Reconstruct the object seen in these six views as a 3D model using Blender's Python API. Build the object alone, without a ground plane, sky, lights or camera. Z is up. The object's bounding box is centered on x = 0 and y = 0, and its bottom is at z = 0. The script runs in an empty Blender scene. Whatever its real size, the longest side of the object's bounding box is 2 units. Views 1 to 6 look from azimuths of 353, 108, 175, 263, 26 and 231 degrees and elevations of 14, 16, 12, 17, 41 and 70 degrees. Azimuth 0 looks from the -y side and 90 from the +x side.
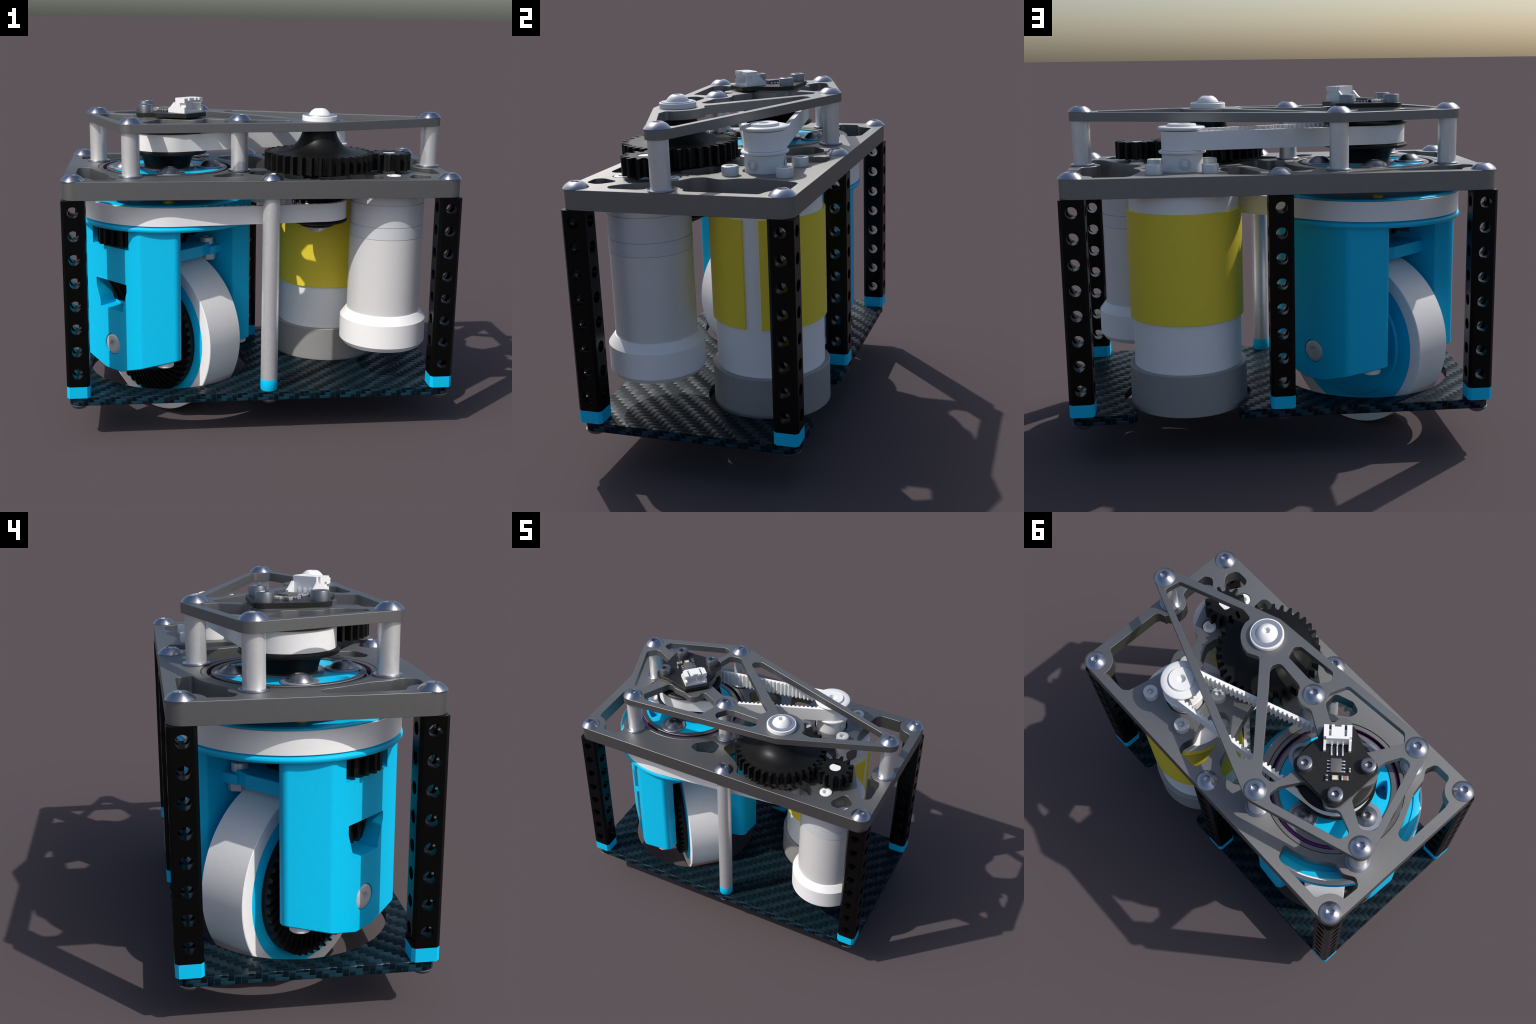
import bpy, bmesh, math, random
from mathutils import Vector, Matrix
random.seed(7)
S = 2.0 / 144.0          # one millimetre of the real module in scene units
pi = math.pi

# ------------------------------------------------------------------ materials
def nt(mat):
    mat.use_nodes = True
    return mat.node_tree.nodes, mat.node_tree.links

def mat(name, col, rough=0.5, metal=0.0, spec=0.5, coat=0.0, grain=0.03, gscale=40.0, bump=0.0, aniso=0.0, turn=0.0):
    m = bpy.data.materials.new(name)
    N, L = nt(m)
    b = N["Principled BSDF"]
    b.inputs["Roughness"].default_value = rough
    b.inputs["Metallic"].default_value = metal
    b.inputs["Specular IOR Level"].default_value = spec
    b.inputs["Coat Weight"].default_value = coat
    b.inputs["Anisotropic"].default_value = aniso
    b.inputs["Anisotropic Rotation"].default_value = turn
    b.inputs["Coat Roughness"].default_value = 0.15
    tc = N.new("ShaderNodeTexCoord")
    no = N.new("ShaderNodeTexNoise")
    no.inputs["Scale"].default_value = gscale
    no.inputs["Detail"].default_value = 3
    L.new(tc.outputs["Object"], no.inputs["Vector"])
    cr = N.new("ShaderNodeValToRGB")
    a, c = cr.color_ramp.elements
    a.position, c.position = 0.3, 0.7
    a.color = [v * (1 - grain) for v in col] + [1]
    c.color = [min(1, v * (1 + grain)) for v in col] + [1]
    L.new(no.outputs["Fac"], cr.inputs["Fac"])
    L.new(cr.outputs["Color"], b.inputs["Base Color"])
    if bump:
        bp = N.new("ShaderNodeBump")
        bp.inputs["Strength"].default_value = bump
        bp.inputs["Distance"].default_value = 0.002
        n2 = N.new("ShaderNodeTexNoise"); n2.inputs["Scale"].default_value = 300
        L.new(tc.outputs["Object"], n2.inputs["Vector"])
        L.new(n2.outputs["Fac"], bp.inputs["Height"])
        L.new(bp.outputs["Normal"], b.inputs["Normal"])
    return m

M_ALU   = mat("anodised_grey_aluminium", (0.27, 0.27, 0.27), 0.54, 1.0, 0.5, grain=0.02, aniso=0.2)
M_RACE  = mat("bearing_steel", (0.22, 0.22, 0.225), 0.5, 1.0, aniso=0.3)
M_POST  = mat("satin_aluminium", (0.80, 0.80, 0.805), 0.38, 0.6)
M_BOLT  = mat("polished_screw_steel", (0.44, 0.46, 0.52), 0.30, 1.0, aniso=0.65, turn=0.25)  # base colour tinted blue for the sky mirrored in the heads
M_LOW   = mat("screw_darkened_for_ground_reflection", (0.16, 0.16, 0.17), 0.5, 0.7)  # darkened steel: dull ground reflection under the plate put into the colour
M_DBOLT = mat("dark_screw_steel", (0.25, 0.26, 0.29), 0.36, 0.9, aniso=0.4, turn=0.25)
M_WASH  = mat("washer_steel", (0.36, 0.39, 0.47), 0.4, 0.6)
M_BLUE  = mat("cyan_printed_plastic", (0.0006, 0.565, 0.91), 0.45, 0.0, 0.3, grain=0.015)
M_BLACK = mat("black_plastic", (0.0065, 0.0065, 0.0065), 0.42, 0.0, 0.25)
M_LEG   = mat("black_anodised_extrusion", (0.0015, 0.0015, 0.0016), 0.3, 0.0, 0.2)
M_WHITE = mat("white_plastic", (0.84, 0.84, 0.84), 0.45, 0.0, 0.4, grain=0.01)
M_BELT  = mat("white_belt_rubber", (0.92, 0.915, 0.91), 0.6, 0.0, 0.3, grain=0.015)
M_TYRE  = mat("white_tyre_rubber", (0.88, 0.87, 0.87), 0.6, 0.0, 0.3, grain=0.015)
M_SCREW = mat("light_cap_screw", (0.68, 0.69, 0.70), 0.35, 0.3)
M_SHELL = mat("motor_shell", (0.74, 0.735, 0.73), 0.35, 0.12, 0.5, grain=0.01)
M_SHELL2 = mat("large_motor_shell", (0.92, 0.93, 0.94), 0.4, 0.0, 0.4, grain=0.01)
M_GBOX  = mat("gearbox_shell", (0.68, 0.70, 0.735), 0.38, 0.12, 0.5, grain=0.01)
M_CAP   = mat("motor_end_cap_white", (0.92, 0.91, 0.91), 0.4, 0.0, 0.4, grain=0.01)
M_GREY  = mat("motor_end_cap_grey", (0.32, 0.315, 0.31), 0.45, 0.0, 0.4, grain=0.02)
M_YEL   = mat("yellow_motor_sleeve", (0.93, 0.74, 0.055), 0.45, 0.0, 0.35, grain=0.015)
M_PURP  = mat("purple_seal", (0.20, 0.025, 0.30), 0.4)
M_BRASS = mat("brass_insert", (0.75, 0.55, 0.05), 0.35, 0.6)
M_DARK  = mat("dark_groove", (0.015, 0.015, 0.017), 0.6)
M_PCB   = mat("black_circuit_board", (0.014, 0.014, 0.014), 0.4, 0.0, 0.35, grain=0.2, gscale=90)
M_CHIP  = mat("chip_resin", (0.11, 0.11, 0.11), 0.5)
M_PIN   = mat("tinned_pin", (0.80, 0.82, 0.88), 0.25, 0.7)
M_TAN   = mat("tan_capacitor", (0.30, 0.17, 0.11), 0.5)
M_CREAM = mat("cream_component", (0.75, 0.68, 0.42), 0.4)

def carbon():
    m = bpy.data.materials.new("blue_carbon_twill")
    N, L = nt(m)
    b = N["Principled BSDF"]
    def mth(op, a, c=None, d=None):
        n = N.new("ShaderNodeMath"); n.operation = op
        for i, v in enumerate((a, c, d)):
            if v is None: continue
            if isinstance(v, (int, float)): n.inputs[i].default_value = v
            else: L.new(v, n.inputs[i])
        return n.outputs[0]
    tc = N.new("ShaderNodeTexCoord")
    sx = N.new("ShaderNodeSeparateXYZ"); L.new(tc.outputs["Object"], sx.inputs[0])
    ge = N.new("ShaderNodeNewGeometry")
    sn = N.new("ShaderNodeSeparateXYZ"); L.new(ge.outputs["Normal"], sn.inputs[0])
    p = 1.95 * S
    top = mth("GREATER_THAN", mth("ABSOLUTE", sn.outputs[2]), 0.6)
    side = mth("SUBTRACT", 1.0, top)
    # on the cut edge the layers replace one of the two weave directions
    sidex = mth("GREATER_THAN", mth("ABSOLUTE", sn.outputs[0]), 0.7)
    us = mth("ADD", mth("MULTIPLY", mth("DIVIDE", sx.outputs[1], p), sidex),
             mth("MULTIPLY", mth("DIVIDE", sx.outputs[0], p), mth("SUBTRACT", 1.0, sidex)))
    u = mth("ADD", mth("MULTIPLY", mth("DIVIDE", sx.outputs[0], p), top), mth("MULTIPLY", us, side))
    v = mth("ADD", mth("MULTIPLY", mth("DIVIDE", sx.outputs[1], p), top),
            mth("MULTIPLY", mth("DIVIDE", sx.outputs[2], 1.1 * S), side))
    u = mth("ADD", u, 100.0); v = mth("ADD", v, 100.13)
    fu, fv = mth("FLOOR", u), mth("FLOOR", v)
    ru, rv = mth("FRACT", u), mth("FRACT", v)
    tw = mth("MODULO", mth("ADD", mth("SUBTRACT", fu, fv), 400.0), 4.0)
    warp = mth("LESS_THAN", tw, 1.5)
    def hump(r):
        d = mth("SUBTRACT", mth("MULTIPLY", r, 2.0), 1.0)
        return mth("SUBTRACT", 1.0, mth("MULTIPLY", d, d))
    weft = mth("SUBTRACT", 1.0, warp)
    # position along each two-cell float, so that every float arches like a thread
    t1 = mth("DIVIDE", mth("ADD", mth("SUBTRACT", 1.0, tw), rv), 2.0)
    t2 = mth("DIVIDE", mth("ADD", mth("SUBTRACT", tw, 2.0), ru), 2.0)
    h1 = mth("ADD", mth("MULTIPLY", hump(ru), 0.45), hump(t1))
    h2 = mth("ADD", mth("MULTIPLY", hump(rv), 0.45), hump(t2))
    h = mth("ADD", mth("MULTIPLY", h1, warp), mth("MULTIPLY", h2, weft))
    across = mth("ADD", mth("MULTIPLY", hump(ru), warp), mth("MULTIPLY", hump(rv), weft))
    # fibre streaks and per-float variation
    wn = N.new("ShaderNodeTexWhiteNoise"); wn.noise_dimensions = '2D'
    cb = N.new("ShaderNodeCombineXYZ"); L.new(fu, cb.inputs[0]); L.new(fv, cb.inputs[1])
    L.new(cb.outputs[0], wn.inputs["Vector"])
    f = mth("ADD", mth("MULTIPLY", weft, 0.6), mth("MULTIPLY", wn.outputs["Value"], 0.4))
    cr = N.new("ShaderNodeValToRGB")
    e = cr.color_ramp.elements
    e[0].position, e[0].color = 0.0, (0.0008, 0.0050, 0.0090, 1)
    e[1].position, e[1].color = 1.0, (0.0075, 0.0190, 0.0270, 1)  # ramp pushed bluer to match the tint of the plate in shadow
    arch = mth("ADD", mth("MULTIPLY", mth("MULTIPLY", hump(t1), warp), 0.45), mth("MULTIPLY", hump(t2), weft))  # sheen painted into the base colour: bright mid-float, dark float ends
    L.new(mth("MULTIPLY", f, mth("ADD", 0.15, arch)), cr.inputs["Fac"])
    edge = mth("MAXIMUM", mth("LESS_THAN", across, 0.2), mth("MULTIPLY", side, mth("MULTIPLY", weft, mth("GREATER_THAN", wn.outputs["Value"], 0.25))))
    mx = N.new("ShaderNodeMix"); mx.data_type = 'RGBA'
    L.new(mth("MULTIPLY", edge, mth("ADD", 0.38, mth("MULTIPLY", side, 0.22))), mx.inputs[0])
    L.new(cr.outputs["Color"], mx.inputs[6]); mx.inputs[7].default_value = (0.008, 0.052, 0.085, 1)
    L.new(mx.outputs[2], b.inputs["Base Color"])
    bp = N.new("ShaderNodeBump"); bp.inputs["Strength"].default_value = 0.3
    bp.inputs["Distance"].default_value = 0.006
    L.new(h, bp.inputs["Height"]); L.new(bp.outputs["Normal"], b.inputs["Normal"])
    L.new(mth("ADD", 0.36, mth("MULTIPLY", warp, 0.2)), b.inputs["Roughness"])
    L.new(mth("ADD", 0.09, mth("MULTIPLY", weft, mth("ADD", 0.03, mth("MULTIPLY", wn.outputs["Value"], 0.22)))), b.inputs["Specular IOR Level"])
    b.inputs["Coat Weight"].default_value = 0.0
    b.inputs["Coat Roughness"].default_value = 0.25
    return m
M_CARB = carbon()

# ------------------------------------------------------------------ builders
root = bpy.data.objects.new("wheel_drive_module", None)
bpy.context.scene.collection.objects.link(root)
root["label"] = "steerable robot wheel module with two motors, belts and gears"
root["category"] = "robot drive unit"

def finish(me, name, m, parent=None, ang=35, loc=(0, 0, 0), rot=0.0, smooth=True):
    """scale a mesh built in millimetres, shade it and hang it in the tree"""
    me.transform(Matrix.Scale(S, 4))
    me.name = name
    me.materials.clear(); me.materials.append(m)
    if smooth:
        me.polygons.foreach_set("use_smooth", [True] * len(me.polygons))
        me.set_sharp_from_angle(angle=math.radians(ang))
    ob = bpy.data.objects.new(name, me)
    bpy.context.scene.collection.objects.link(ob)
    ob.parent = parent or root
    ob.location = Vector(loc) * S
    ob.rotation_euler = (0, 0, rot)
    return ob

def again(ob, loc, rot=None, parent=None):
    o = ob.copy()
    bpy.context.scene.collection.objects.link(o)
    o.location = Vector(loc) * S
    if rot is not None: o.rotation_euler = (0, 0, rot)
    if parent: o.parent = parent
    return o

def rings(prof, seg=64, cap0=True, cap1=True):
    """surface of revolution; an entry may be (r, z) or (r, z, 'hex') for a socket"""
    bm = bmesh.new()
    rows = []
    for p in prof:
        r, z = p[0], p[1]
        row = []
        for i in range(seg):
            t = 2 * pi * i / seg
            rr = r
            if len(p) > 2:
                rr = r * math.cos(pi / 6) / math.cos((t % (pi / 3)) - pi / 6)
            row.append(bm.verts.new((rr * math.cos(t), rr * math.sin(t), z)))
        rows.append(row)
    for a, b in zip(rows, rows[1:]):
        for i in range(seg):
            j = (i + 1) % seg
            bm.faces.new((a[i], a[j], b[j], b[i]))
    if cap0: bm.faces.new(rows[0][::-1])
    if cap1: bm.faces.new(rows[-1])
    bmesh.ops.recalc_face_normals(bm, faces=bm.faces)
    me = bpy.data.meshes.new("m"); bm.to_mesh(me); bm.free()
    return me

def tube(ri, ro, z0, z1, bev=0.15, seg=96):
    pr = [(ri, z0), (ro - bev, z0), (ro, z0 + bev), (ro, z1 - bev), (ro - bev, z1), (ri + bev, z1), (ri, z1 - bev), (ri, z0)]
    return rings(pr, seg, False, False)

def circle(cx, cy, r, n=64):
    return [(cx + r * math.cos(2 * pi * i / n), cy + r * math.sin(2 * pi * i / n)) for i in range(n)]

def rounded(poly, seg=8):
    """polygon whose corners (x, y, radius) are filleted"""
    out, n = [], len(poly)
    for i in range(n):
        p = Vector(poly[i][:2]); r = poly[i][2] if len(poly[i]) > 2 else 0
        a = (Vector(poly[i - 1][:2]) - p); b = (Vector(poly[(i + 1) % n][:2]) - p)
        la, lb = a.length, b.length
        if r <= 0 or la < 1e-6 or lb < 1e-6:
            out.append(tuple(p)); continue
        a /= la; b /= lb
        th = math.acos(max(-1, min(1, a.dot(b))))
        if th > pi - 0.02:
            out.append(tuple(p)); continue
        d = min(r / math.tan(th / 2), la * 0.49, lb * 0.49)
        r = d * math.tan(th / 2)
        c = p + (a + b).normalized() * (r / math.sin(th / 2))
        s, e = p + a * d - c, p + b * d - c
        a0, a1 = math.atan2(s.y, s.x), math.atan2(e.y, e.x)
        da = (a1 - a0 + pi) % (2 * pi) - pi
        for k in range(seg + 1):
            t = a0 + da * k / seg
            out.append((c.x + r * math.cos(t), c.y + r * math.sin(t)))
    return out

def hull_circles(cs, n=96):
    """outline wrapped tightly round a set of circles (x, y, r)"""
    pts = [p for (x, y, r) in cs for p in circle(x, y, r, n)]
    pts = sorted(set((round(a, 4), round(b, 4)) for a, b in pts))
    def half(ps):
        h = []
        for p in ps:
            while len(h) > 1 and (h[-1][0]-h[-2][0])*(p[1]-h[-2][1]) - (h[-1][1]-h[-2][1])*(p[0]-h[-2][0]) <= 0: h.pop()
            h.append(p)
        return h[:-1]
    return half(pts) + half(pts[::-1])

def plate(outer, holes, z0, z1, bev=0.0):
    """flat part: an outline with holes, given thickness and softened edges"""
    cu = bpy.data.curves.new("c", 'CURVE'); cu.dimensions = '2D'; cu.fill_mode = 'BOTH'
    for lp in [outer] + list(holes):
        sp = cu.splines.new('POLY'); sp.points.add(len(lp) - 1); sp.use_cyclic_u = True
        for q, p in zip(sp.points, lp): q.co = (p[0], p[1], 0, 1)
    cu.extrude = (z1 - z0) / 2 - bev
    cu.bevel_depth = bev; cu.bevel_resolution = 0; cu.offset = -bev
    ob = bpy.data.objects.new("tmp", cu)
    bpy.context.scene.collection.objects.link(ob)
    dg = bpy.context.evaluated_depsgraph_get()
    me = bpy.data.meshes.new_from_object(ob.evaluated_get(dg))
    bpy.data.objects.remove(ob); bpy.data.curves.remove(cu)
    me.transform(Matrix.Translation((0, 0, (z0 + z1) / 2)))
    bm = bmesh.new(); bm.from_mesh(me)
    bmesh.ops.remove_doubles(bm, verts=bm.verts, dist=1e-4)
    bmesh.ops.recalc_face_normals(bm, faces=bm.faces)
    bm.to_mesh(me); bm.free()
    return me

def box(x0, x1, y0, y1, z0, z1, bev=0.0):
    bm = bmesh.new()
    bmesh.ops.create_cube(bm, size=1)
    for v in bm.verts:
        v.co = ((x0 + x1) / 2 + v.co.x * (x1 - x0), (y0 + y1) / 2 + v.co.y * (y1 - y0), (z0 + z1) / 2 + v.co.z * (z1 - z0))
    if bev: bmesh.ops.bevel(bm, geom=bm.edges[:], offset=bev, segments=2, affect='EDGES', profile=0.5)
    me = bpy.data.meshes.new("b"); bm.to_mesh(me); bm.free()
    return me

def join(*mes):
    bm = bmesh.new()
    for m in mes: bm.from_mesh(m); bpy.data.meshes.remove(m)
    me = bpy.data.meshes.new("j"); bm.to_mesh(me); bm.free()
    return me

def cut(me, *cutters):
    ob = bpy.data.objects.new("t", me); bpy.context.scene.collection.objects.link(ob)
    cs = []
    for c in cutters:
        co = bpy.data.objects.new("k", c); bpy.context.scene.collection.objects.link(co); cs.append(co)
        md = ob.modifiers.new("b", 'BOOLEAN'); md.operation = 'DIFFERENCE'; md.object = co; md.solver = 'EXACT'
    dg = bpy.context.evaluated_depsgraph_get()
    r = bpy.data.meshes.new_from_object(ob.evaluated_get(dg))
    bpy.data.objects.remove(ob)
    for co in cs: bpy.data.objects.remove(co)
    return r

def gear_outline(n, root_r, tip_r, phase=0.0, root_w=0.60, tip_w=0.26):
    pts = []
    for i in range(n):
        c = 2 * pi * i / n + phase; p = 2 * pi / n
        for f, r in ((-root_w / 2, root_r), (-(root_w * .42 + tip_w * .58) / 2, root_r + (tip_r - root_r) * .55), (-tip_w / 2, tip_r),
                     (tip_w / 2, tip_r), ((root_w * .42 + tip_w * .58) / 2, root_r + (tip_r - root_r) * .55), (root_w / 2, root_r)):
            pts.append((r * math.cos(c + f * p), r * math.sin(c + f * p)))
    return pts

def belt(c1, r1, c2, r2, z0, z1, thick, tooth, pitch):
    """toothed belt round two pulleys; r1, r2 are the radii of its back"""
    c1, c2 = Vector(c1), Vector(c2)
    d = (c2 - c1); L = d.length; base = math.atan2(d.y, d.x)
    al = math.acos((r1 - r2) / L)
    path = []
    def add(c, r, a0, a1):
        k = max(2, int(abs(a1 - a0) * r / 0.3))
        for i in range(k):
            t = a0 + (a1 - a0) * i / k
            n = Vector((math.cos(t), math.sin(t))); path.append((c + n * r, n))
    def line(a, b, t):
        n = Vector((math.cos(t), math.sin(t))); k = int((b - a).length / 0.3)
        for i in range(k): path.append((a + (b - a) * i / k, n))
    u = lambda t: Vector((math.cos(t), math.sin(t)))
    t0, t1 = base + al, base - al + 2 * pi
    add(c1, r1, t0, t1)
    line(c1 + u(t1) * r1, c2 + u(t1) * r2, t1)
    add(c2, r2, t1 - 2 * pi, t0)
    line(c2 + u(t0) * r2, c1 + u(t0) * r1, t0)
    outer, inner, s, prev = [], [], 0.0, None
    tot = sum((path[i][0] - path[i - 1][0]).length for i in range(len(path)))
    pitch = tot / round(tot / pitch)
    for p, n in path:
        if prev is not None: s += (p - prev).length
        prev = p
        f = (s / pitch) % 1.0
        h = tooth * min(1.0, max(0.0, math.sin(f * 2 * pi) * 1.5 + 0.35))
        outer.append(tuple(p)); inner.append(tuple(p - n * (thick + h)))
    return plate(outer, [inner], z0, z1, 0.0)

def dome_screw(r, h, soc=1.5, flat=0.46):
    """button head: a spherical cap with a hexagon socket, seat at z = 0"""
    f = max(r * flat, soc * 1.12)
    k = (r * r - f * f - h * h) / (2 * h)
    R2 = r * r + k * k
    pr = [(r * 0.97, 0)]
    for i in range(10):
        z = 0.06 + (h - 0.06) * i / 9
        pr.append((math.sqrt(R2 - (z + k) ** 2), z))
    pr += [(soc * 1.04, h, 'hex'), (soc, h - 0.1, 'hex'), (soc * 0.98, h - 1.5, 'hex'), (0.3, h - 1.7)]
    return rings(pr, 48)

def cap_screw(r, h, soc=1.35):
    b = 0.3
    return rings([(r, 0), (r, h - b), (r - b * 0.3, h - b * 0.3), (r - b, h), (soc * 1.08, h, 'hex'), (soc, h - 0.15, 'hex'), (soc * 0.98, h - 1.4, 'hex'), (0.3, h - 1.7)], 48)

# ------------------------------------------------------------------ layout (mm)
C = (-34.0, 0.0)                 # steering axis
SP = (22.2, -17.0)               # gear spindle
M1 = (32.0, 17.4)                # large motor
M2 = (48.9, -18.2)               # small motor
PT, PB = 96.85, 90.3             # main plate top / bottom
TT, TB = 116.0, 112.85           # upper plate top / bottom
POSTS = [(C[0] + 30 * math.cos(math.radians(a)), 30 * math.sin(math.radians(a))) for a in (63, 153, 243, 333)]
RP = (67.9, -4.8)                # lone post at the right-hand end
CORN = [(-67.9, -34), (67.9, -34), (67.9, 34), (-67.9, 34)]

def arc(cx, cy, r, a0, a1, n=10):
    return [(cx + r * math.cos(math.radians(a0 + (a1 - a0) * i / n)), cy + r * math.sin(math.radians(a0 + (a1 - a0) * i / n))) for i in range(n + 1)]

# ------------------------------------------------------------------ main plate
outer = rounded([(-71.8, -38, 4.5), (71.8, -38, 4.5), (71.8, 38, 4.5), (-71.8, 38, 4.5)], 10)
pockets = [
    # right-hand end, wrapping the motor mount and the post boss
    rounded([(68, 26.4, 2), (68, 2.2, 2.5), (64.2, 1.0, 2)] + [(x, y, 0) for x, y in arc(67.9, -4.8, 6.3, 122, 238, 8)] +
            [(67.2, -10.9, 1.6), (68, -13.4, 2.0), (67.8, -22.6, 1.8), (64.8, -24.8, 2.4), (61.3, -21.6, 2.4), (56.2, -11.0, 6), (53.0, -5.2, 4), (48.2, -2.4, 3), (46.4, 1.2, 3), (49.6, 8, 4.5), (46.8, 13.2, 4), (46.3, 18, 3),
             (47.2, 24, 3), (48.9, 32.3, 2), (51, 34, 2), (60.5, 34, 2.5)] + [(x, y, 0) for x, y in arc(67.9, 34, 7.0, 172, 262, 7)], 6),
    rounded([(54.2, -34.2, 2.6), (60.5, -34.2, 2.5), (62.5, -29.3, 3), (58.5, -25.4, 2), (56.5, -25.4, 2), (53.2, -31.4, 2.4)], 6),
    # openings under the large gear
    rounded([(44.0, -34.2, 2.6), (43.8, -28.6, 2.6), (38.5, -24.2, 2)] + [(x, y, 0) for x, y in arc(22.2, -17, 12.5, -30, -100, 8)] + [(19.2, -34.2, 2.4)], 6),
    rounded([(-5.0, -21.2, 2.3), (-2.4, -14.6, 2.0), (3.0, -14.2, 2)] + [(x, y, 0) for x, y in arc(22.2, -17, 12.5, 178, 234, 8)] + [(13.8, -34.2, 2.4), (8.8, -34.2, 2.2), (6.6, -28.4, 2), (1.2, -25, 2)], 6),
    rounded([(42.9, -7.6, 2.4), (43.5, -2.8, 2.6), (40.4, 2.4, 2.6), (35.5, 5.2, 2.6), (29.2, 1.4, 2.4), (28.6, -3.0, 2), (33.0, -6.6, 2), (38, -11.2, 2)], 6),
    # centre opening between motor mount and bearing
    rounded([(12.8, -2.2, 1.6), (10.7, 4.6, 4), (6.2, 15.6, 8), (2.6, 25.6, 3), (-3.2, 28.6, 3), (-8.2, 27.2, 2), (-13.4, 22.4, 2)] +
            [(x, y, 0) for x, y in arc(-34, 0, 29.3, 42, -14, 12)] + [(-2.2, -8.4, 3), (0.4, -6.8, 2), (5.2, -10.0, 1.6)], 6),
    # window beside the large motor
    rounded([(16.6, 34.2, 2.4), (7.0, 34.0, 2.4), (6.2, 29.2, 2), (8.8, 21.6, 3), (12.2, 11.2, 2.4), (16.6, 10.6, 2.4), (19.6, 14.4, 2.2), (19.4, 21.4, 3), (16.6, 26.4, 3), (17.6, 31.0, 2.5)], 6),
    # slot by the front post
    rounded([(-6.4, -26.2, 2.4), (-14.0, -28.8, 1.6), (-18.4, -27.4, 2), (-17.6, -23.8, 2), (-11.2, -18.6, 2.4), (-7.0, -20.2, 2)], 6),
    # left end pair
    rounded([(-54.8, -26.2, 2), (-52.2, -29.8, 2.4), (-53.4, -34.2, 2.4), (-60.2, -34.2, 2.2)] + [(x, y, 0) for x, y in arc(-67.9, -34, 7.0, 8, 84, 7)] +
            [(-67.8, -24.4, 2), (-67.8, -3.8, 2.6), (-63.2, -4.2, 2.2), (-60.8, -10.6, 6), (-56.0, -19.6, 2.2)], 6),
    rounded([(-40.2, 34.2, 2.4), (-38.0, 29.2, 2.4)] + [(x, y, 0) for x, y in arc(-34, 0, 29.3, 102, 133, 7)] +
            [(-56.6, 20.0, 1.6), (-60.4, 21.0, 3), (-64.8, 18.2, 2), (-68.0, 20.0, 2), (-67.6, 26.6, 2)] + [(x, y, 0) for x, y in arc(-67.9, 34, 7.0, 276, 352, 7)] + [(-60.4, 34.2, 1.6)], 6),
]
holes = [circle(C[0], C[1], 26.35, 128), circle(M1[0], M1[1], 7.7), circle(SP[0], SP[1], 9.0), circle(M2[0], M2[1], 4.5)]
holes += [circle(M2[0], M2[1] + s * 9.0, 3.0, 32) for s in (-1, 1)]
main = finish(plate(outer, pockets + holes, PB, PT, 0.08), "frame_plate", M_ALU, ang=30)

# ------------------------------------------------------------------ upper plate
top_outer = hull_circles([(x, y, 4.3) for x, y in POSTS] + [(RP[0], RP[1], 4.0), (SP[0], SP[1], 8.6)])
top_holes = [
    rounded([(63.6, -1.4, 1.6), (62.4, -7.9, 1.6), (36.6, -17.9, 2.2), (31.8, -17.4, 2)] + [(x, y, 0) for x, y in arc(22.2, -17, 10.0, 12, 92, 8)] +
            [(17.6, -9.2, 1.6), (-11.8, 20.2, 2.6), (-7.4, 23.0, 2.4)], 6),
    rounded([(6.8, -4.2, 2), (12.2, -9.4, 2.6), (10.4, -13.2, 2.4), (-1.6, -12.2, 2.4)] + [(x, y, 0) for x, y in arc(-7.3, -13.6, 5.9, 50, 120, 6)] +
            [(-11.6, -8.6, 2), (-20.4, -3.8, 1.5)] + [(x, y, 0) for x, y in arc(-34, 0, 12.9, -18, 26, 6)] +
            [(-21.6, 9.4, 2), (-24.0, 11.2, 2), (-24.2, 14.8, 2), (-22.6, 20.6, 2.4), (-17.6, 21.2, 2.4)], 6),
    rounded([(10.6, -17.0, 1.5), (12.2, -21.0, 2.2), (10.2, -23.4, 1.8), (-5.4, -25.0, 1.8), (-8.2, -22.2, 2.4), (-4.8, -17.4, 2.4), (-1.2, -16.6, 3)], 6),
    rounded([(-13.0, -14.0, 2.0), (-10.6, -17.8, 2), (-13.4, -25.4, 1.8), (-40.6, -27.6, 1.8), (-43.6, -24.6, 1.8), (-36.6, -11.4, 3), (-33.4, -13.8, 2.2), (-28.0, -14.6, 4), (-24.2, -16.6, 3), (-20.6, -15.2, 3), (-20.6, -10.0, 2)], 6),
    rounded([(-43.4, -10.8, 2), (-44.0, -14.6, 3), (-46.6, -20.2, 2), (-50.6, -21.0, 2.2), (-60.0, 5.6, 2.4), (-56.2, 9.6, 2.4), (-46.0, 4.0, 2.4), (-45.2, -1.0, 3), (-47.6, -7.4, 4)], 6),
    rounded([(-24.8, 24.4, 2), (-25.2, 19.8, 2), (-30.0, 11.6, 3), (-38.6, 11.2, 3), (-42.2, 13.6, 2.5), (-46.0, 9.8, 3), (-55.2, 13.2, 2), (-53.6, 17.2, 2), (-28.0, 25.6, 1.8)], 6),
    circle(C[0], C[1], 5.5, 40),
]
finish(plate(top_outer, top_holes, TB, TT, 0.08), "upper_plate", M_ALU, ang=30)

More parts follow.
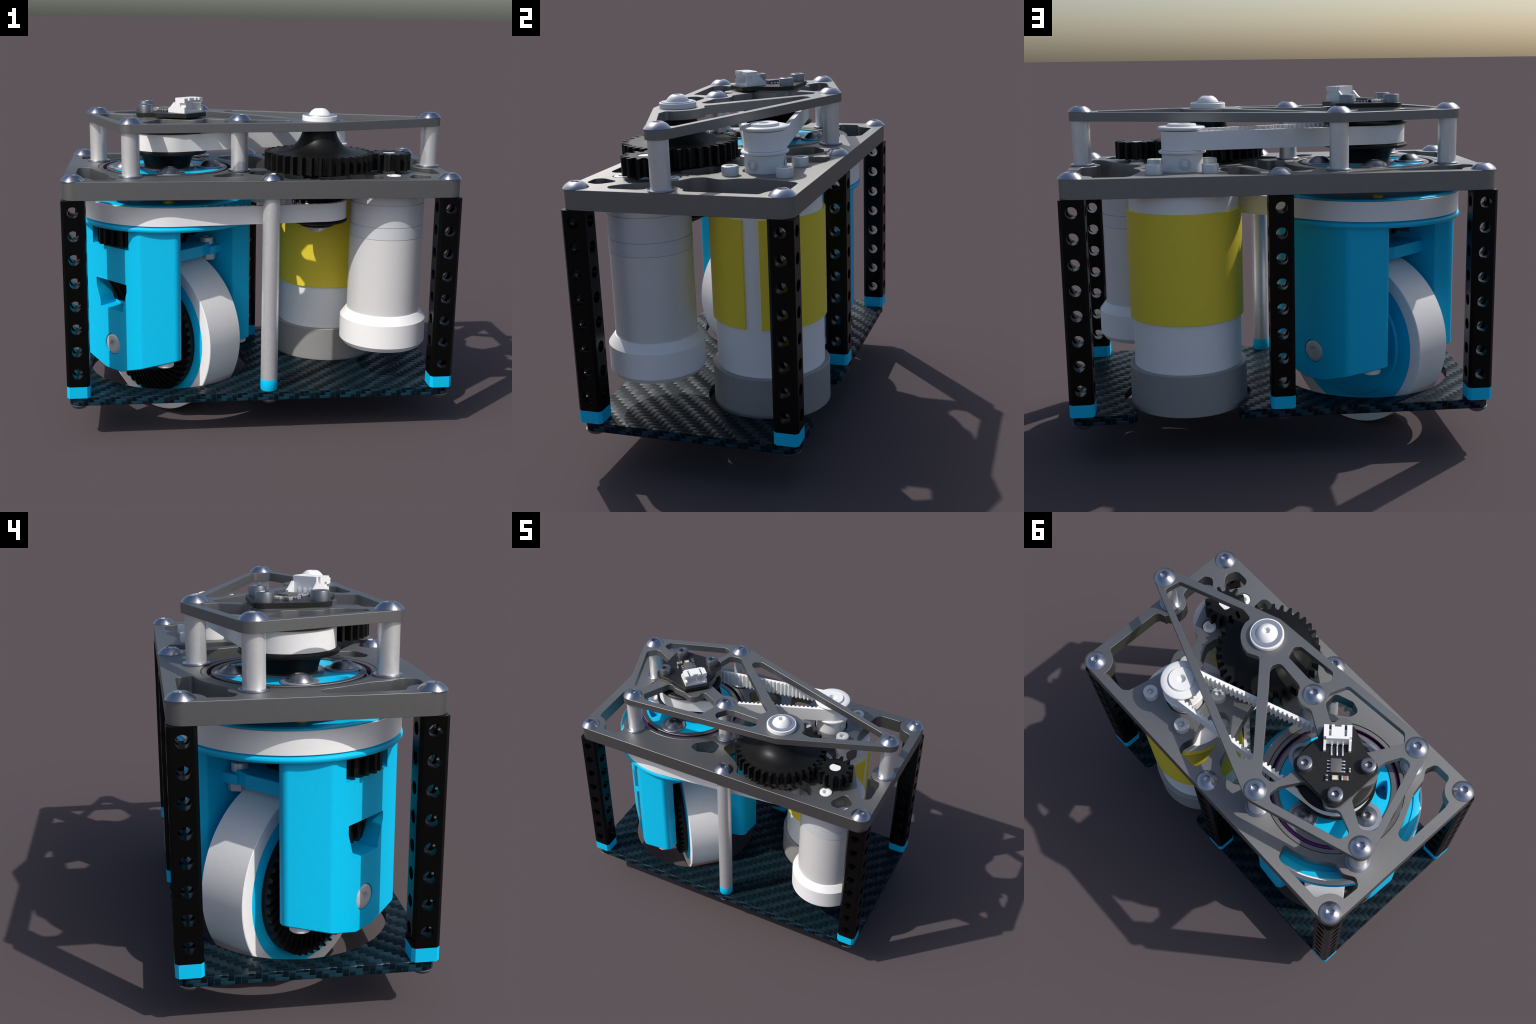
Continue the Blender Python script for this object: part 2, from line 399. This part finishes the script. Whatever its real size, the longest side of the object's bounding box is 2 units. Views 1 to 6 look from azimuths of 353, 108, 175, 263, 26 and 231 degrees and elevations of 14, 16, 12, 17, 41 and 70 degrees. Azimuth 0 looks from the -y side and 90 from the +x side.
# ------------------------------------------------------------------ base plate
cx, cy, cr = 32.8, 17.5, 22.4
notch = arc(cx, cy, cr, 40.6, -219.4, 40)
base_outer = rounded([(71.4, -37.5, 4.2), (71.4, 37.5, 4.2), (49.8, 37.5, 2.6)] + [(x, y, 0) for x, y in notch] + [(15.5, 37.5, 2.6), (-71.4, 37.5, 4.2), (-71.4, -37.5, 4.2)], 8)
finish(plate(base_outer, [circle(C[0], C[1], 31.0, 128)], 14.0, 17.2, 0.12), "base_plate", M_CARB, ang=30)

# ------------------------------------------------------------------ corner posts with cross holes
w, ch = 4.15, 1.0
sec = [(-w + ch, -w), (w - ch, -w), (w, -w + ch), (w, w - ch), (w - ch, w), (-w + ch, w), (-w, w - ch), (-w, -w + ch)]
leg = plate(sec, [], 21.6, 90.25)
ZH = [86.2 - 8.52 * i for i in range(8)]
def drill(axis):
    ms = []
    for z in ZH:
        m = rings([(1.95, -9), (1.95, 9)], 28)
        m.transform(Matrix.Translation((0, 0, z)) @ Matrix.Rotation(pi / 2, 4, axis)); ms.append(m)
    return join(*ms)
leg = cut(leg, drill('X'), drill('Y'))
legpos = [(sx * 67.85, sy * 34.05, 0) for sx in (-1, 1) for sy in (-1, 1)] + [(0.3, 34.05, 0)]
legob = None
foot = None
for p in legpos:
    if legob is None:
        legob = finish(leg, "drilled_post", M_LEG, ang=25, loc=p); cur = legob
        foot = finish(plate(sec, [], 17.2, 21.6, 0.05), "post_foot", M_BLUE, parent=cur, ang=25)
    else:
        cur = again(legob, p); again(foot, (0, 0, 0), parent=cur)
rod = finish(rings([(3.15, 21.6), (3.15, 90.3)], 48), "round_post", M_POST, loc=(2.5, -34, 0))
finish(rings([(3.1, 17.2), (3.2, 17.4), (3.2, 21.3), (3.1, 21.6)], 48), "post_foot", M_BLUE, parent=rod)

# ------------------------------------------------------------------ screws of the frame
scr = None
spots = [(x, y, PT) for x, y in CORN] + [(2.5, -34, PT), (0.0, 34.0, PT)]
for i, p in enumerate(spots):
    rot = random.uniform(0, pi / 3)
    if scr is None: scr = finish(dome_screw(4.25, 1.95), "button_screw", M_BOLT, loc=p, rot=rot, ang=28)
    else: again(scr, p, rot)
for (x, y) in POSTS + [RP]:
    again(scr, (x, y, TT), random.uniform(0, pi / 3))
low = dome_screw(3.7, 1.9); low.transform(Matrix.Rotation(pi, 4, 'X'))
lows = finish(low, "lower_screw", M_LOW, loc=(CORN[0][0], CORN[0][1], 14.0), ang=28)
for x, y in CORN[1:] + [(2.5, -34), (0.3, 34)]:
    again(lows, (x, y, 14.0), random.uniform(0, pi / 3))

# spacers that carry the upper plate
spc = fl = None
for (x, y) in POSTS + [RP]:
    if spc is None:
        spc = finish(rings([(3.25, PT + 0.6), (3.25, TB)], 48), "spacer", M_POST, loc=(x, y, 0)); cur = spc
        fl = finish(rings([(3.2, PT), (4.2, PT), (4.35, PT + 0.15), (4.35, PT + 0.5), (4.2, PT + 0.65), (3.2, PT + 0.65)], 48), "spacer_flange", M_BOLT, parent=cur)
    else:
        cur = again(spc, (x, y, 0)); again(fl, (0, 0, 0), parent=cur)

# ------------------------------------------------------------------ large motor
mx, my = M1
mo = finish(rings([(0.5, 15.4), (18.8, 15.4), (18.8, 90.25), (0.5, 90.25)], 96), "large_motor", M_SHELL2, loc=(mx, my, 0))
gap = arc(0, 0, 19.75, 9.3, 352.7, 110) + arc(0, 0, 18.7, 352.7, 9.3, 110)
finish(plate(gap, [], 47.0, 84.3, 0.12), "motor_sleeve", M_YEL, parent=mo, ang=30)
# grey end cap with its seam line
seam = []
for x, y in circle(0, 0, 20.5, 180):
    a = math.degrees(math.atan2(y, x))
    k = 20.2 if -25.5 < a < -23.4 else 20.5
    seam.append((x * k / 20.5, y * k / 20.5))
finish(plate(seam, [], 15.2, 29.8, 0.25), "motor_end_cap", M_GREY, parent=mo, ang=40)
shaft = finish(rings([(7.0, 90.3), (7.0, 96.3)], 48), "motor_boss", M_SHELL, parent=mo)
# output pulley
pu = finish(rings([(6.9, 96.5), (6.9, 102.5), (7.6, 102.7), (8.05, 103.0), (8.05, 103.5), (7.6, 103.85), (6.0, 103.9)], 64), "drive_pulley", M_WHITE, loc=(mx, my, 0))
finish(plate(gear_outline(22, 5.0, 5.9), [], 103.8, 110.7), "pulley_teeth", M_WHITE, parent=pu, smooth=False)
finish(rings([(5.5, 110.6), (7.7, 110.6), (8.05, 110.9), (8.05, 111.35), (7.7, 111.75), (5.15, 111.8), (5.0, 111.6), (4.95, 112.3), (4.7, 112.6), (1.75, 112.6), (1.65, 112.4), (1.65, 104.2), (0.2, 104.2)], 64), "pulley_flange", M_WHITE, parent=pu, ang=50)
for a in (97, -20):
    g = rings([(2.0, 0.0), (2.0, 0.18), (1.75, 0.22), (1.7, 0.05), (1.25, 0.05), (1.2, 0.1, 'hex'), (1.1, -0.9, 'hex'), (0.1, -1.0)], 36)
    g.transform(Matrix.Rotation(math.radians(a), 4, 'Z') @ Matrix.Translation((6.85, 0, 99.6)) @ Matrix.Rotation(pi / 2, 4, 'Y'))
    finish(g, "set_screw", M_SCREW, parent=pu)
cs = None
for sx in (-1, 1):
    for sy in (-1, 1):
        p = (mx + 0.2 + sx * 9.3, my + 0.2 + sy * 9.3, PT)
        if cs is None: cs = finish(cap_screw(2.85, 3.1), "cap_screw", M_SCREW, loc=p, ang=30)
        else: again(cs, p, random.uniform(0, 1))

# ------------------------------------------------------------------ small motor
sx_, sy_ = M2
def groove(z): return [(13.95, z - 0.12), (13.6, z - 0.07), (13.6, z + 0.07), (13.95, z + 0.12)]
sm = finish(rings([(0.5, 40), (13.95, 40)] + [(13.95, 73.1)], 96), "small_motor", M_SHELL, loc=(sx_, sy_, 0))
finish(rings([(0.5, 73.15), (13.9, 73.15), (14.0, 73.3)] + [(r + 0.05, z) for z in (77.8, 86.2) for r, z in groove(z)] + [(14.0, 90.25), (0.5, 90.25)], 96), "gearbox", M_GBOX, parent=sm, ang=20)
finish(rings([(0.5, 29.9), (15.2, 29.9), (16.5, 31.7), (16.5, 40.6), (14.3, 43.6), (13.9, 43.6), (13.9, 42)], 96), "motor_end_cap", M_CAP, parent=sm, ang=25)
fs = None
for s in (-1, 1):
    p = (sx_ - 0.1, sy_ + s * 9.0, PT - 2.6)
    if fs is None: fs = finish(cap_screw(2.7, 2.75, 1.3), "flush_screw", M_WHITE, loc=p, ang=30)
    else: again(fs, p, 0.4)
# pinion on a D shaft, meshing with the large gear
pin = finish(plate(gear_outline(13, 5.7, 8.1, 0.12), [circle(0, 0, 2.65, 40)], 97.9, 104.2), "pinion", M_BLACK, loc=(sx_, sy_, 0), ang=25)
dsh = [(x, min(y, 1.9)) for x, y in circle(0, 0, 2.5, 48)]
finish(plate(dsh, [], 90.3, 104.0, 0.08), "motor_shaft", M_WHITE, parent=pin)

# ------------------------------------------------------------------ large gear and its spindle
sp = finish(plate(gear_outline(36, 17.9, 20.3, 0.03), [], 98.2, 104.6), "large_gear", M_BLACK, loc=(SP[0], SP[1], 0), ang=25)
finish(rings([(17.6, 104.5), (17.0, 104.62), (14.2, 104.8), (12.2, 105.25), (10.4, 106.05), (9.0, 107.1), (7.9, 108.4), (7.05, 109.9), (6.5, 111.3), (6.2, 112.84), (0.5, 112.84)], 96, False), "gear_hub", M_BLACK, parent=sp, ang=60)
finish(rings([(8.2, 87), (8.2, 98.2)], 64), "spindle_bushing", M_BLACK, parent=sp)
bw = finish(rings([(4.0, TT), (6.3, TT), (6.45, TT + 0.15), (6.45, TT + 1.75), (6.25, TT + 1.95), (5.9, TT + 1.95), (5.85, TT + 1.8), (0.5, TT + 1.8)], 72), "spindle_bearing", M_WHITE, parent=sp)
finish(rings([(0.5, 117.7), (5.8, 117.75), (5.85, 117.95), (5.75, 118.2), (0.5, 118.2)], 72), "spindle_washer", M_WASH, parent=bw)
ds = dome_screw(4.1, 2.3, 1.35); ds.transform(Matrix.Translation((0, 0, 118.15)))
finish(ds, "spindle_screw", M_WHITE, parent=bw, ang=28)
# pulley below the plate
lp = finish(rings([(0.5, 76.6), (6.5, 76.6), (6.7, 76.8), (6.7, 78.2), (10.6, 78.3), (11.25, 78.6), (11.25, 79.2), (10.4, 79.7), (9.0, 79.7)], 72), "lower_pulley", M_BLACK, loc=(SP[0], SP[1], 0))
finish(plate(gear_outline(20, 8.8, 9.7), [], 79.6, 88.0), "pulley_teeth", M_BLACK, parent=lp, smooth=False)
finish(rings([(0.5, 76.65), (5.3, 76.6), (5.3, 76.1), (0.5, 76.05)], 48), "pulley_washer", M_WASH, parent=lp)
d2 = dome_screw(4.0, 2.2); d2.transform(Matrix.Translation((0, 0, 76.1)) @ Matrix.Rotation(pi, 4, 'X'))
finish(d2, "pulley_screw", M_SCREW, parent=lp)

# ------------------------------------------------------------------ belts
finish(belt(C, 14.15, M1, 7.0, 103.95, 110.3, 1.0, 0.85, 1.9), "encoder_belt", M_BELT, ang=30)
finish(belt(C, 33.9, SP, 11.0, 79.85, 86.6, 1.1, 1.2, 2.9), "steering_belt", M_BELT, ang=30)

# ------------------------------------------------------------------ bearing and hub in the main plate
finish(tube(24.55, 26.2, PB, 96.75), "bearing_outer_race", M_RACE, loc=(C[0], C[1], 0), ang=30)
finish(tube(21.15, 23.15, PB, 96.75), "bearing_inner_race", M_RACE, loc=(C[0], C[1], 0), ang=30)
finish(tube(23.0, 24.0, PB + .4, 95.2), "bearing_seal", M_PURP, loc=(C[0], C[1], 0), ang=30)
finish(tube(23.9, 24.6, PB + .4, 94.2), "bearing_dark_ring", M_DARK, loc=(C[0], C[1], 0), ang=30)  # near-black ring set low between the races
HUBHOLE = [(x * min(1, 19.9 / math.hypot(x, y)), y * min(1, 19.9 / math.hypot(x, y))) for x, y in circle(-13.9, -13.1, 3.8, 40)]
hub = finish(plate(circle(0, 0, 21.1, 96), [HUBHOLE], 90.0, 96.3), "steering_hub", M_BLUE, loc=(C[0], C[1], 0))
hs = None
for k in range(4):
    a = math.radians(2 + 90 * k)
    p = (16.7 * math.cos(a), 16.7 * math.sin(a), 96.3)
    if hs is None:
        wz = finish(rings([(0.5, 0), (5.5, 0), (5.6, 0.15), (5.6, 0.45), (5.45, 0.6), (0.5, 0.6)], 48), "hub_washer", M_WASH, parent=hub, loc=p)
        d3 = dome_screw(4.15, 2.0, 1.4)
        hs = finish(d3, "hub_screw", M_DBOLT, parent=hub, loc=(p[0], p[1], 96.9), ang=28)
    else:
        again(wz, p); again(hs, (p[0], p[1], 96.9), random.uniform(0, 1))
finish(rings([(10.6, 96.2), (10.6, 96.9), (10.2, 97.1), (8.6, 97.1), (8.6, 96.4)], 72), "hub_collar", M_DBOLT, parent=hub)
ep = finish(rings([(0.5, 96.4), (8.7, 96.4), (8.8, 97.6), (9.3, 99.4), (10.2, 101.2), (11.2, 102.0), (14.6, 102.2), (15.2, 102.6), (15.2, 103.2), (14.7, 103.7), (13.0, 103.95)], 96), "encoder_pulley", M_BLACK, loc=(C[0], C[1], 0))
finish(plate(gear_outline(42, 12.2, 13.0), [], 103.8, 110.4), "pulley_teeth", M_BLACK, parent=ep, smooth=False)
finish(rings([(12.5, 110.3), (14.2, 110.35), (14.9, 110.7), (15.0, 111.1), (14.6, 111.6), (13.8, 111.9), (0.5, 111.9)], 96), "pulley_flange", M_BLACK, parent=ep)

# ------------------------------------------------------------------ turret (steered fork), built in its own frame
TA = math.radians(-48.3)
tl = (C[0], C[1], 0)
fr = lambda me, name, m, parent=None, ang=35: finish(me, name, m, parent=parent, ang=ang, loc=(0, 0, 0) if parent else tl, rot=0 if parent else TA)
ring = fr(rings([(12, 78.4), (33.4, 77.5), (34.0, 77.6), (34.3, 78.1), (34.35, 78.6), (34.1, 79.1), (32.8, 79.7), (32.5, 79.8), (30, 79.9)], 128, False, False), "turret", M_BLUE)
fr(plate(gear_outline(68, 31.4, 32.6), [circle(0, 0, 20, 64)], 79.6, 86.66), "turret_teeth", M_BLUE, parent=ring, ang=20)
fr(rings([(32.4, 86.65), (33.1, 86.65), (33.25, 86.8), (33.25, 87.0), (33.0, 87.15), (30.6, 87.15), (30.0, 85.6), (0.5, 85.6)], 96, False), "turret_deck", M_BLUE, parent=ring)
bs = None
for k in range(4):
    a = math.radians(45 + 3.3 + 90 * k) 
    p = (22.6 * math.cos(a), 22.6 * math.sin(a), 0)
    if bs is None: bs = fr(rings([(0.5, 85.4), (2.2, 85.4), (2.2, 87.4), (1.3, 87.4), (1.2, 86.2), (.2, 86.2)], 32), "brass_insert", M_BRASS, parent=ring); bs.location = Vector(p) * S
    else: again(bs, p)

def slab(side):
    # octagon-like segment: flat back, two bevelled flanks and rounded tips
    tip = (27.1, 18.9) if side < 0 else (25.9, 19.6)
    P = [(-21.6, -14.2, 1.5), (-tip[0], -tip[1], 2.4), (-15.6, -29.2, 3.6), (-4, -29.2, 0), (4, -29.2, 0), (15.6, -29.2, 3.6), (tip[0], -tip[1], 2.4), (21.6, -14.2, 1.5), (4, -14.2, 0), (-4, -14.2, 0)]
    if side > 0: P = [(-x, -y, r) for x, y, r in P]
    me = plate(rounded(P, 8), [], 21.2, 78.6, 0.3)
    for v in me.vertices:            # the underside rises towards both ends
        if v.co.z < 30: v.co.z += max(0.0, abs(v.co.x) - 4) * 0.33
    return me
front = slab(-1)
def prism(poly, y0, y1):
    m = plate(poly, [], 0, y1 - y0)
    m.transform(Matrix.Translation((0, y1, 0)) @ Matrix.Rotation(pi / 2, 4, 'X'))
    return m
win = prism([(-9.2, 56.4), (-9.2, 53.5), (-6.9, 47), (-6.9, 45), (6.9, 45), (6.9, 47), (9.2, 53.5), (9.2, 56.4)], -40, -22)
for v in win.vertices:                       # floor and sides close in towards the wheel
    if v.co.y > -25: v.co.x *= 0.9; v.co.z = 56.4 - (56.4 - v.co.z) * 0.95
bay = rings([(6.4, 46.5), (7.9, 56.4)], 48); bay.transform(Matrix.Translation((0, -21.2, 0)))
gw = box(-10.2, 10.2, -40, -5, 69.6, 80)
gb = rings([(10.9, 69.2), (10.9, 80)], 64); gb.transform(Matrix.Translation((0, -18.4, 0)))
bore = rings([(4.15, -4), (4.15, 4)], 48)
bore.transform(Matrix.Translation((0, -30.4, 31.5)) @ Matrix.Rotation(pi / 2, 4, 'X'))
front = cut(front, win, bay, gw, bore)
bpy.data.meshes.remove(gb)
fork = fr(front, "fork", M_BLUE, ang=28)
back = slab(1)
bore2 = rings([(4.15, -4), (4.15, 4)], 48)
bore2.transform(Matrix.Translation((0, 30.4, 31.5)) @ Matrix.Rotation(pi / 2, 4, 'X'))
fr(cut(back, bore2), "fork_back", M_BLUE, parent=fork, ang=28)

def axle_screw(side):
    g = rings([(3.9, 0), (3.9, 1.6), (3.6, 1.85), (2.9, 2.0), (1.75, 2.0, 'hex'), (1.7, 1.8, 'hex'), (1.6, 0.6, 'hex'), (0.2, 0.3)], 48)
    g.transform(Matrix.Translation((0, side * 27.2, 31.5)) @ Matrix.Rotation(-side * pi / 2, 4, 'X'))
    return g
fr(axle_screw(-1), "axle_screw", M_SCREW, parent=fork, ang=28)
fr(axle_screw(1), "axle_screw", M_SCREW, parent=fork, ang=28)
us = None
for x, y in ((19.4, -20.2), (-19.4, -20.2), (19.0, 20.2), (-19.0, 20.2)):
    if us is None:
        us = fr(rings([(0.5, 25.2), (3.0, 25.2), (3.3, 25.5), (3.3, 30)], 40), "fork_screw", M_WHITE, parent=fork); us.location = Vector((x, y, 0)) * S
    else: again(us, (x, y, 0))

# cross bridge above the wheel
br = fr(cut(plate(rounded([(-16.2, -17.5, .5), (16.2, -17.5, .5), (16.2, 3.2, 1.5), (13.2, 11.2, .4), (-13.2, 11.2, .4), (-16.2, 3.2, 1.5)], 6), [], 62.9, 67.3, 0.15)), "fork_bridge", M_BLUE, parent=fork, ang=28)
for s in (-1, 1):
    fr(box(min(s * 9, s * 15.2), max(s * 9, s * 15.2), 8, 18, 62.6, 65.8, 0.15), "bridge_tab", M_BLUE, parent=br)
    g = cap_screw(2.7, 2.6); g.transform(Matrix.Translation((s * 11.4, 10.0, 66.4)))
    fr(g, "bridge_screw", M_SCREW, parent=br, ang=28)
    g = rings([(3.0, 60.0, 'hex'), (3.1, 60.2, 'hex'), (3.1, 62.7, 'hex')], 48); g.transform(Matrix.Translation((s * 11.4, 11.0, 0)))
    fr(g, "bridge_nut", M_SCREW, parent=br, ang=20)

# gear train inside the turret
cg = fr(plate(gear_outline(22, 9.6, 12.0), [], 70.6, 78.2), "sun_gear", M_BLACK, ang=25)
fr(rings([(6.8, 67.0), (7.2, 67.4), (7.2, 70.7)], 48), "sun_gear_hub", M_BLACK, parent=cg)
tr = fr(plate(gear_outline(19, 8.6, 10.7, 0.1, 0.66, 0.34), [], 70.6, 78.3), "transfer_gear", M_BLACK, ang=25)
m = Matrix.Rotation(TA, 4, 'Z') @ Vector((0, -21.3, 0))
tr.location = (Vector(tl) + m) * S
bm = bmesh.new()                              # bevel pinion: twisted, tapering gear
lay = []
for k in range(7):
    f = k / 6
    sc = 0.66 + 0.34 * f; z = 48.4 + 8.4 * f
    lay.append([bm.verts.new((x * sc, y * sc, z)) for x, y in gear_outline(12, 5.9, 7.7, 0.1 - 0.5 * f, 0.66, 0.36)])
for a, b in zip(lay, lay[1:]):
    for i in range(len(a)):
        bm.faces.new((a[i], a[(i + 1) % len(a)], b[(i + 1) % len(a)], b[i]))
bm.faces.new(lay[0][::-1]); bm.faces.new(lay[-1])
bmesh.ops.recalc_face_normals(bm, faces=bm.faces)
bv = bpy.data.meshes.new("bev"); bm.to_mesh(bv); bm.free()
bv = fr(bv, "bevel_pinion", M_BLACK, parent=tr, ang=40)

# ------------------------------------------------------------------ wheel: tyre, rim, spiral bevel ring
def turned(pr, seg=128, c0=False, c1=False):
    m = rings(pr, seg, c0, c1)
    m.transform(Matrix.Translation((0, 0, 31.4)) @ Matrix.Rotation(pi / 2, 4, 'X'))   # profile z -> -y
    return m
ty = fr(turned([(27.2, -8.3), (31.15, -8.3), (31.4, -8.1), (31.4, 8.1), (31.15, 8.3), (27.2, 8.3), (27.2, -8.3)]), "tyre", M_TYRE, ang=30)
rim = fr(turned([(6, -8.6), (21.0, -8.6), (21.6, -7.9), (27.3, -7.9), (27.3, 8.0), (24.5, 8.6), (12, 8.6), (6, 8.6)]), "rim", M_BLUE, parent=ty, ang=28)
# recessed spoke windows of the rim, as inset pads
for k in range(6):
    a0 = 60 * k + 8
    pad = rounded([(x, y, 1.5) for x, y in arc(0, 0, 19.8, a0, a0 + 44, 5)] + [(x, y, 1.5) for x, y in arc(0, 0, 12, a0 + 44, a0, 5)], 4)
    g = plate(pad, [], -8.65, -8.0)
    g.transform(Matrix.Translation((0, 0, 31.4)) @ Matrix.Rotation(pi / 2, 4, 'X'))
    fr(g, "rim_window", M_BLUE, parent=rim)
bm = bmesh.new()
T = 46
for t in range(T):
    # each tooth is a curved ridge running from the inner to the outer radius
    nodes = []
    for k in range(7):
        f = k / 6
        r = 15.4 + 8.1 * f
        tw = 2 * pi * t / T + 0.17 * f + 0.05 * f * f
        hw = 0.27 * 2 * pi / T
        hgt = 13.7 - 1.6 * f
        row = []
        for da, y in ((-hw * 1.25, hgt - 1.9), (-hw * 0.55, hgt), (hw * 0.55, hgt), (hw * 1.25, hgt - 1.9)):
            row.append(bm.verts.new((r * math.cos(tw + da), r * math.sin(tw + da), y)))
        nodes.append(row)
    for a, b in zip(nodes, nodes[1:]):
        for i in range(3): bm.faces.new((a[i], a[i + 1], b[i + 1], b[i]))
    bm.faces.new(nodes[0]); bm.faces.new(nodes[-1][::-1])
bmesh.ops.recalc_face_normals(bm, faces=bm.faces)
teeth = bpy.data.meshes.new("t"); bm.to_mesh(teeth); bm.free()
body = rings([(14.4, 8.0), (14.4, 12.6), (15.4, 12.3), (23.4, 10.6), (23.4, 7.8)], 96, False, False)
cr_ = join(teeth, body)
cr_.transform(Matrix.Translation((0, 0, 31.4)) @ Matrix.Rotation(pi / 2, 4, 'X'))
fr(cr_, "bevel_ring", M_BLACK, parent=rim, ang=30)
fr(turned([(0.5, -10.4), (8, -10.4), (8, 13.0), (0.5, 13.0)], 64, True, True), "wheel_bearing", M_SCREW, parent=rim)
ax = rings([(2.4, -27.6), (2.4, 27.6)], 32); ax.transform(Matrix.Translation((0, 0, 31.4)) @ Matrix.Rotation(pi / 2, 4, 'X'))
fr(ax, "axle", M_SCREW, parent=rim)

# ------------------------------------------------------------------ encoder board
pcb_out = rounded([(-45.5, -11.3, 3.6), (-45.5, 11.7, 3.6), (-21.7, 11.7, 3.8), (-21.6, -2.4, 2.0), (-19.4, -7.4, .5), (-27.0, -15.1, .5), (-38.2, -11.4, 2.0)], 8)
pcb = finish(plate(pcb_out, [], TT + 0.6, 118.15, 0.1), "circuit_board", M_PCB, ang=30)
# thin ring between plate and board
finish(plate(rounded([(-45.0, -10.9, 3.4), (-45.0, 11.2, 3.4), (-22.2, 11.2, 3.6), (-22.2, -2.6, 2.0), (-38.0, -11.0, 2.0)], 6), [circle(C[0], C[1], 7, 40)], TT - 1.5, TT + 0.65), "board_seat", M_ALU, parent=pcb)
ps = None
for x, y in ((-26, 8.1), (-41.8, 8.1), (-41.8, -7.9)):
    if ps is None: ps = finish(cap_screw(2.75, 2.9), "board_screw", M_DBOLT, parent=pcb, loc=(x, y, 118.15), ang=28)
    else: again(ps, (x, y, 118.15), random.uniform(0, 1))
# white plug: local x along its length, local -y is the open mouth
con = box(-5.0, 5.0, -2.9, 2.4, 118.1, 123.6)
con = cut(con, box(-4.1, 4.1, -5, 1.2, 119.0, 122.7), box(-3.2, -2.3, -3.6, 1.4, 122.0, 125), box(2.3, 3.2, -3.6, 1.4, 122.0, 125),
          box(-6, -4.95 + .75, -3.5, -0.6, 120.4, 121.9), box(4.2, 6, -3.5, -0.6, 120.4, 121.9),
          box(-6, -4.1, 1.7, 3, 121.5, 125), box(4.1, 6, 1.7, 3, 121.5, 125), box(-1.2, 1.2, -5, -2.2, 122, 125))
side = []
for s in (-1, 1):                       # cheeks that slope down behind the plug body
    m = plate([(2.0, 118.1), (5.4, 118.1), (5.4, 119.6), (4.6, 120.0), (2.6, 122.0), (2.0, 122.0)], [], s * 4.5 - 0.45, s * 4.5 + 0.45)
    m.transform(Matrix(((0, 0, 1, 0), (1, 0, 0, 0), (0, 1, 0, 0), (0, 0, 0, 1)))); side.append(m)
con = join(con, *side)
CO = finish(con, "plug", M_WHITE, parent=pcb, loc=(-26.3, -7.6, 0), rot=math.radians(45), ang=20)
for k in (-1, 0, 1):
    finish(join(box(k * 1.98 - 0.28, k * 1.98 + 0.28, 2.2, 6.9, 118.15, 118.7, 0.1), box(k * 1.98 - 0.28, k * 1.98 + 0.28, 2.2, 3.6, 118.5, 120.3, 0.1)), "plug_pin", M_PIN, parent=CO)
chip = finish(box(-1.95, 1.95, -2.6, 2.6, 118.25, 119.5, 0.08), "chip", M_CHIP, parent=pcb, loc=(-33.85, 0.25, 0), rot=math.radians(45))
for s in (-1, 1):
    for k in range(4):
        y = -1.95 + 1.3 * k
        finish(box(min(s * 1.95, s * 3.25), max(s * 1.95, s * 3.25), y - 0.24, y + 0.24, 118.2, 118.65, 0.06), "chip_pin", M_PIN, parent=chip)
for (x, y, a, b, m) in ((-38.3, -2.2, .3, .65, M_TAN), (-34.8, 5.7, .4, .95, M_DARK), (-36.8, 3.5, 1.0, .8, M_CREAM), (-39.3, 1.1, 1.1, .8, M_TAN)):
    c = finish(box(-a, a, -b, b, 118.15, 119.0, 0.06), "component", m, parent=pcb, loc=(x, y, 0), rot=math.radians(45))
    if a > b:
        e = [box(-a - .12, -a + .35, -b - .03, b + .03, 118.15, 119.05, .05), box(a - .35, a + .12, -b - .03, b + .03, 118.15, 119.05, .05)]
    else:
        e = [box(-a - .03, a + .03, -b - .12, -b + .3, 118.15, 119.05, .05), box(-a - .03, a + .03, b - .3, b + .12, 118.15, 119.05, .05)]
    finish(join(*e), "component_terminal", M_PIN, parent=c)
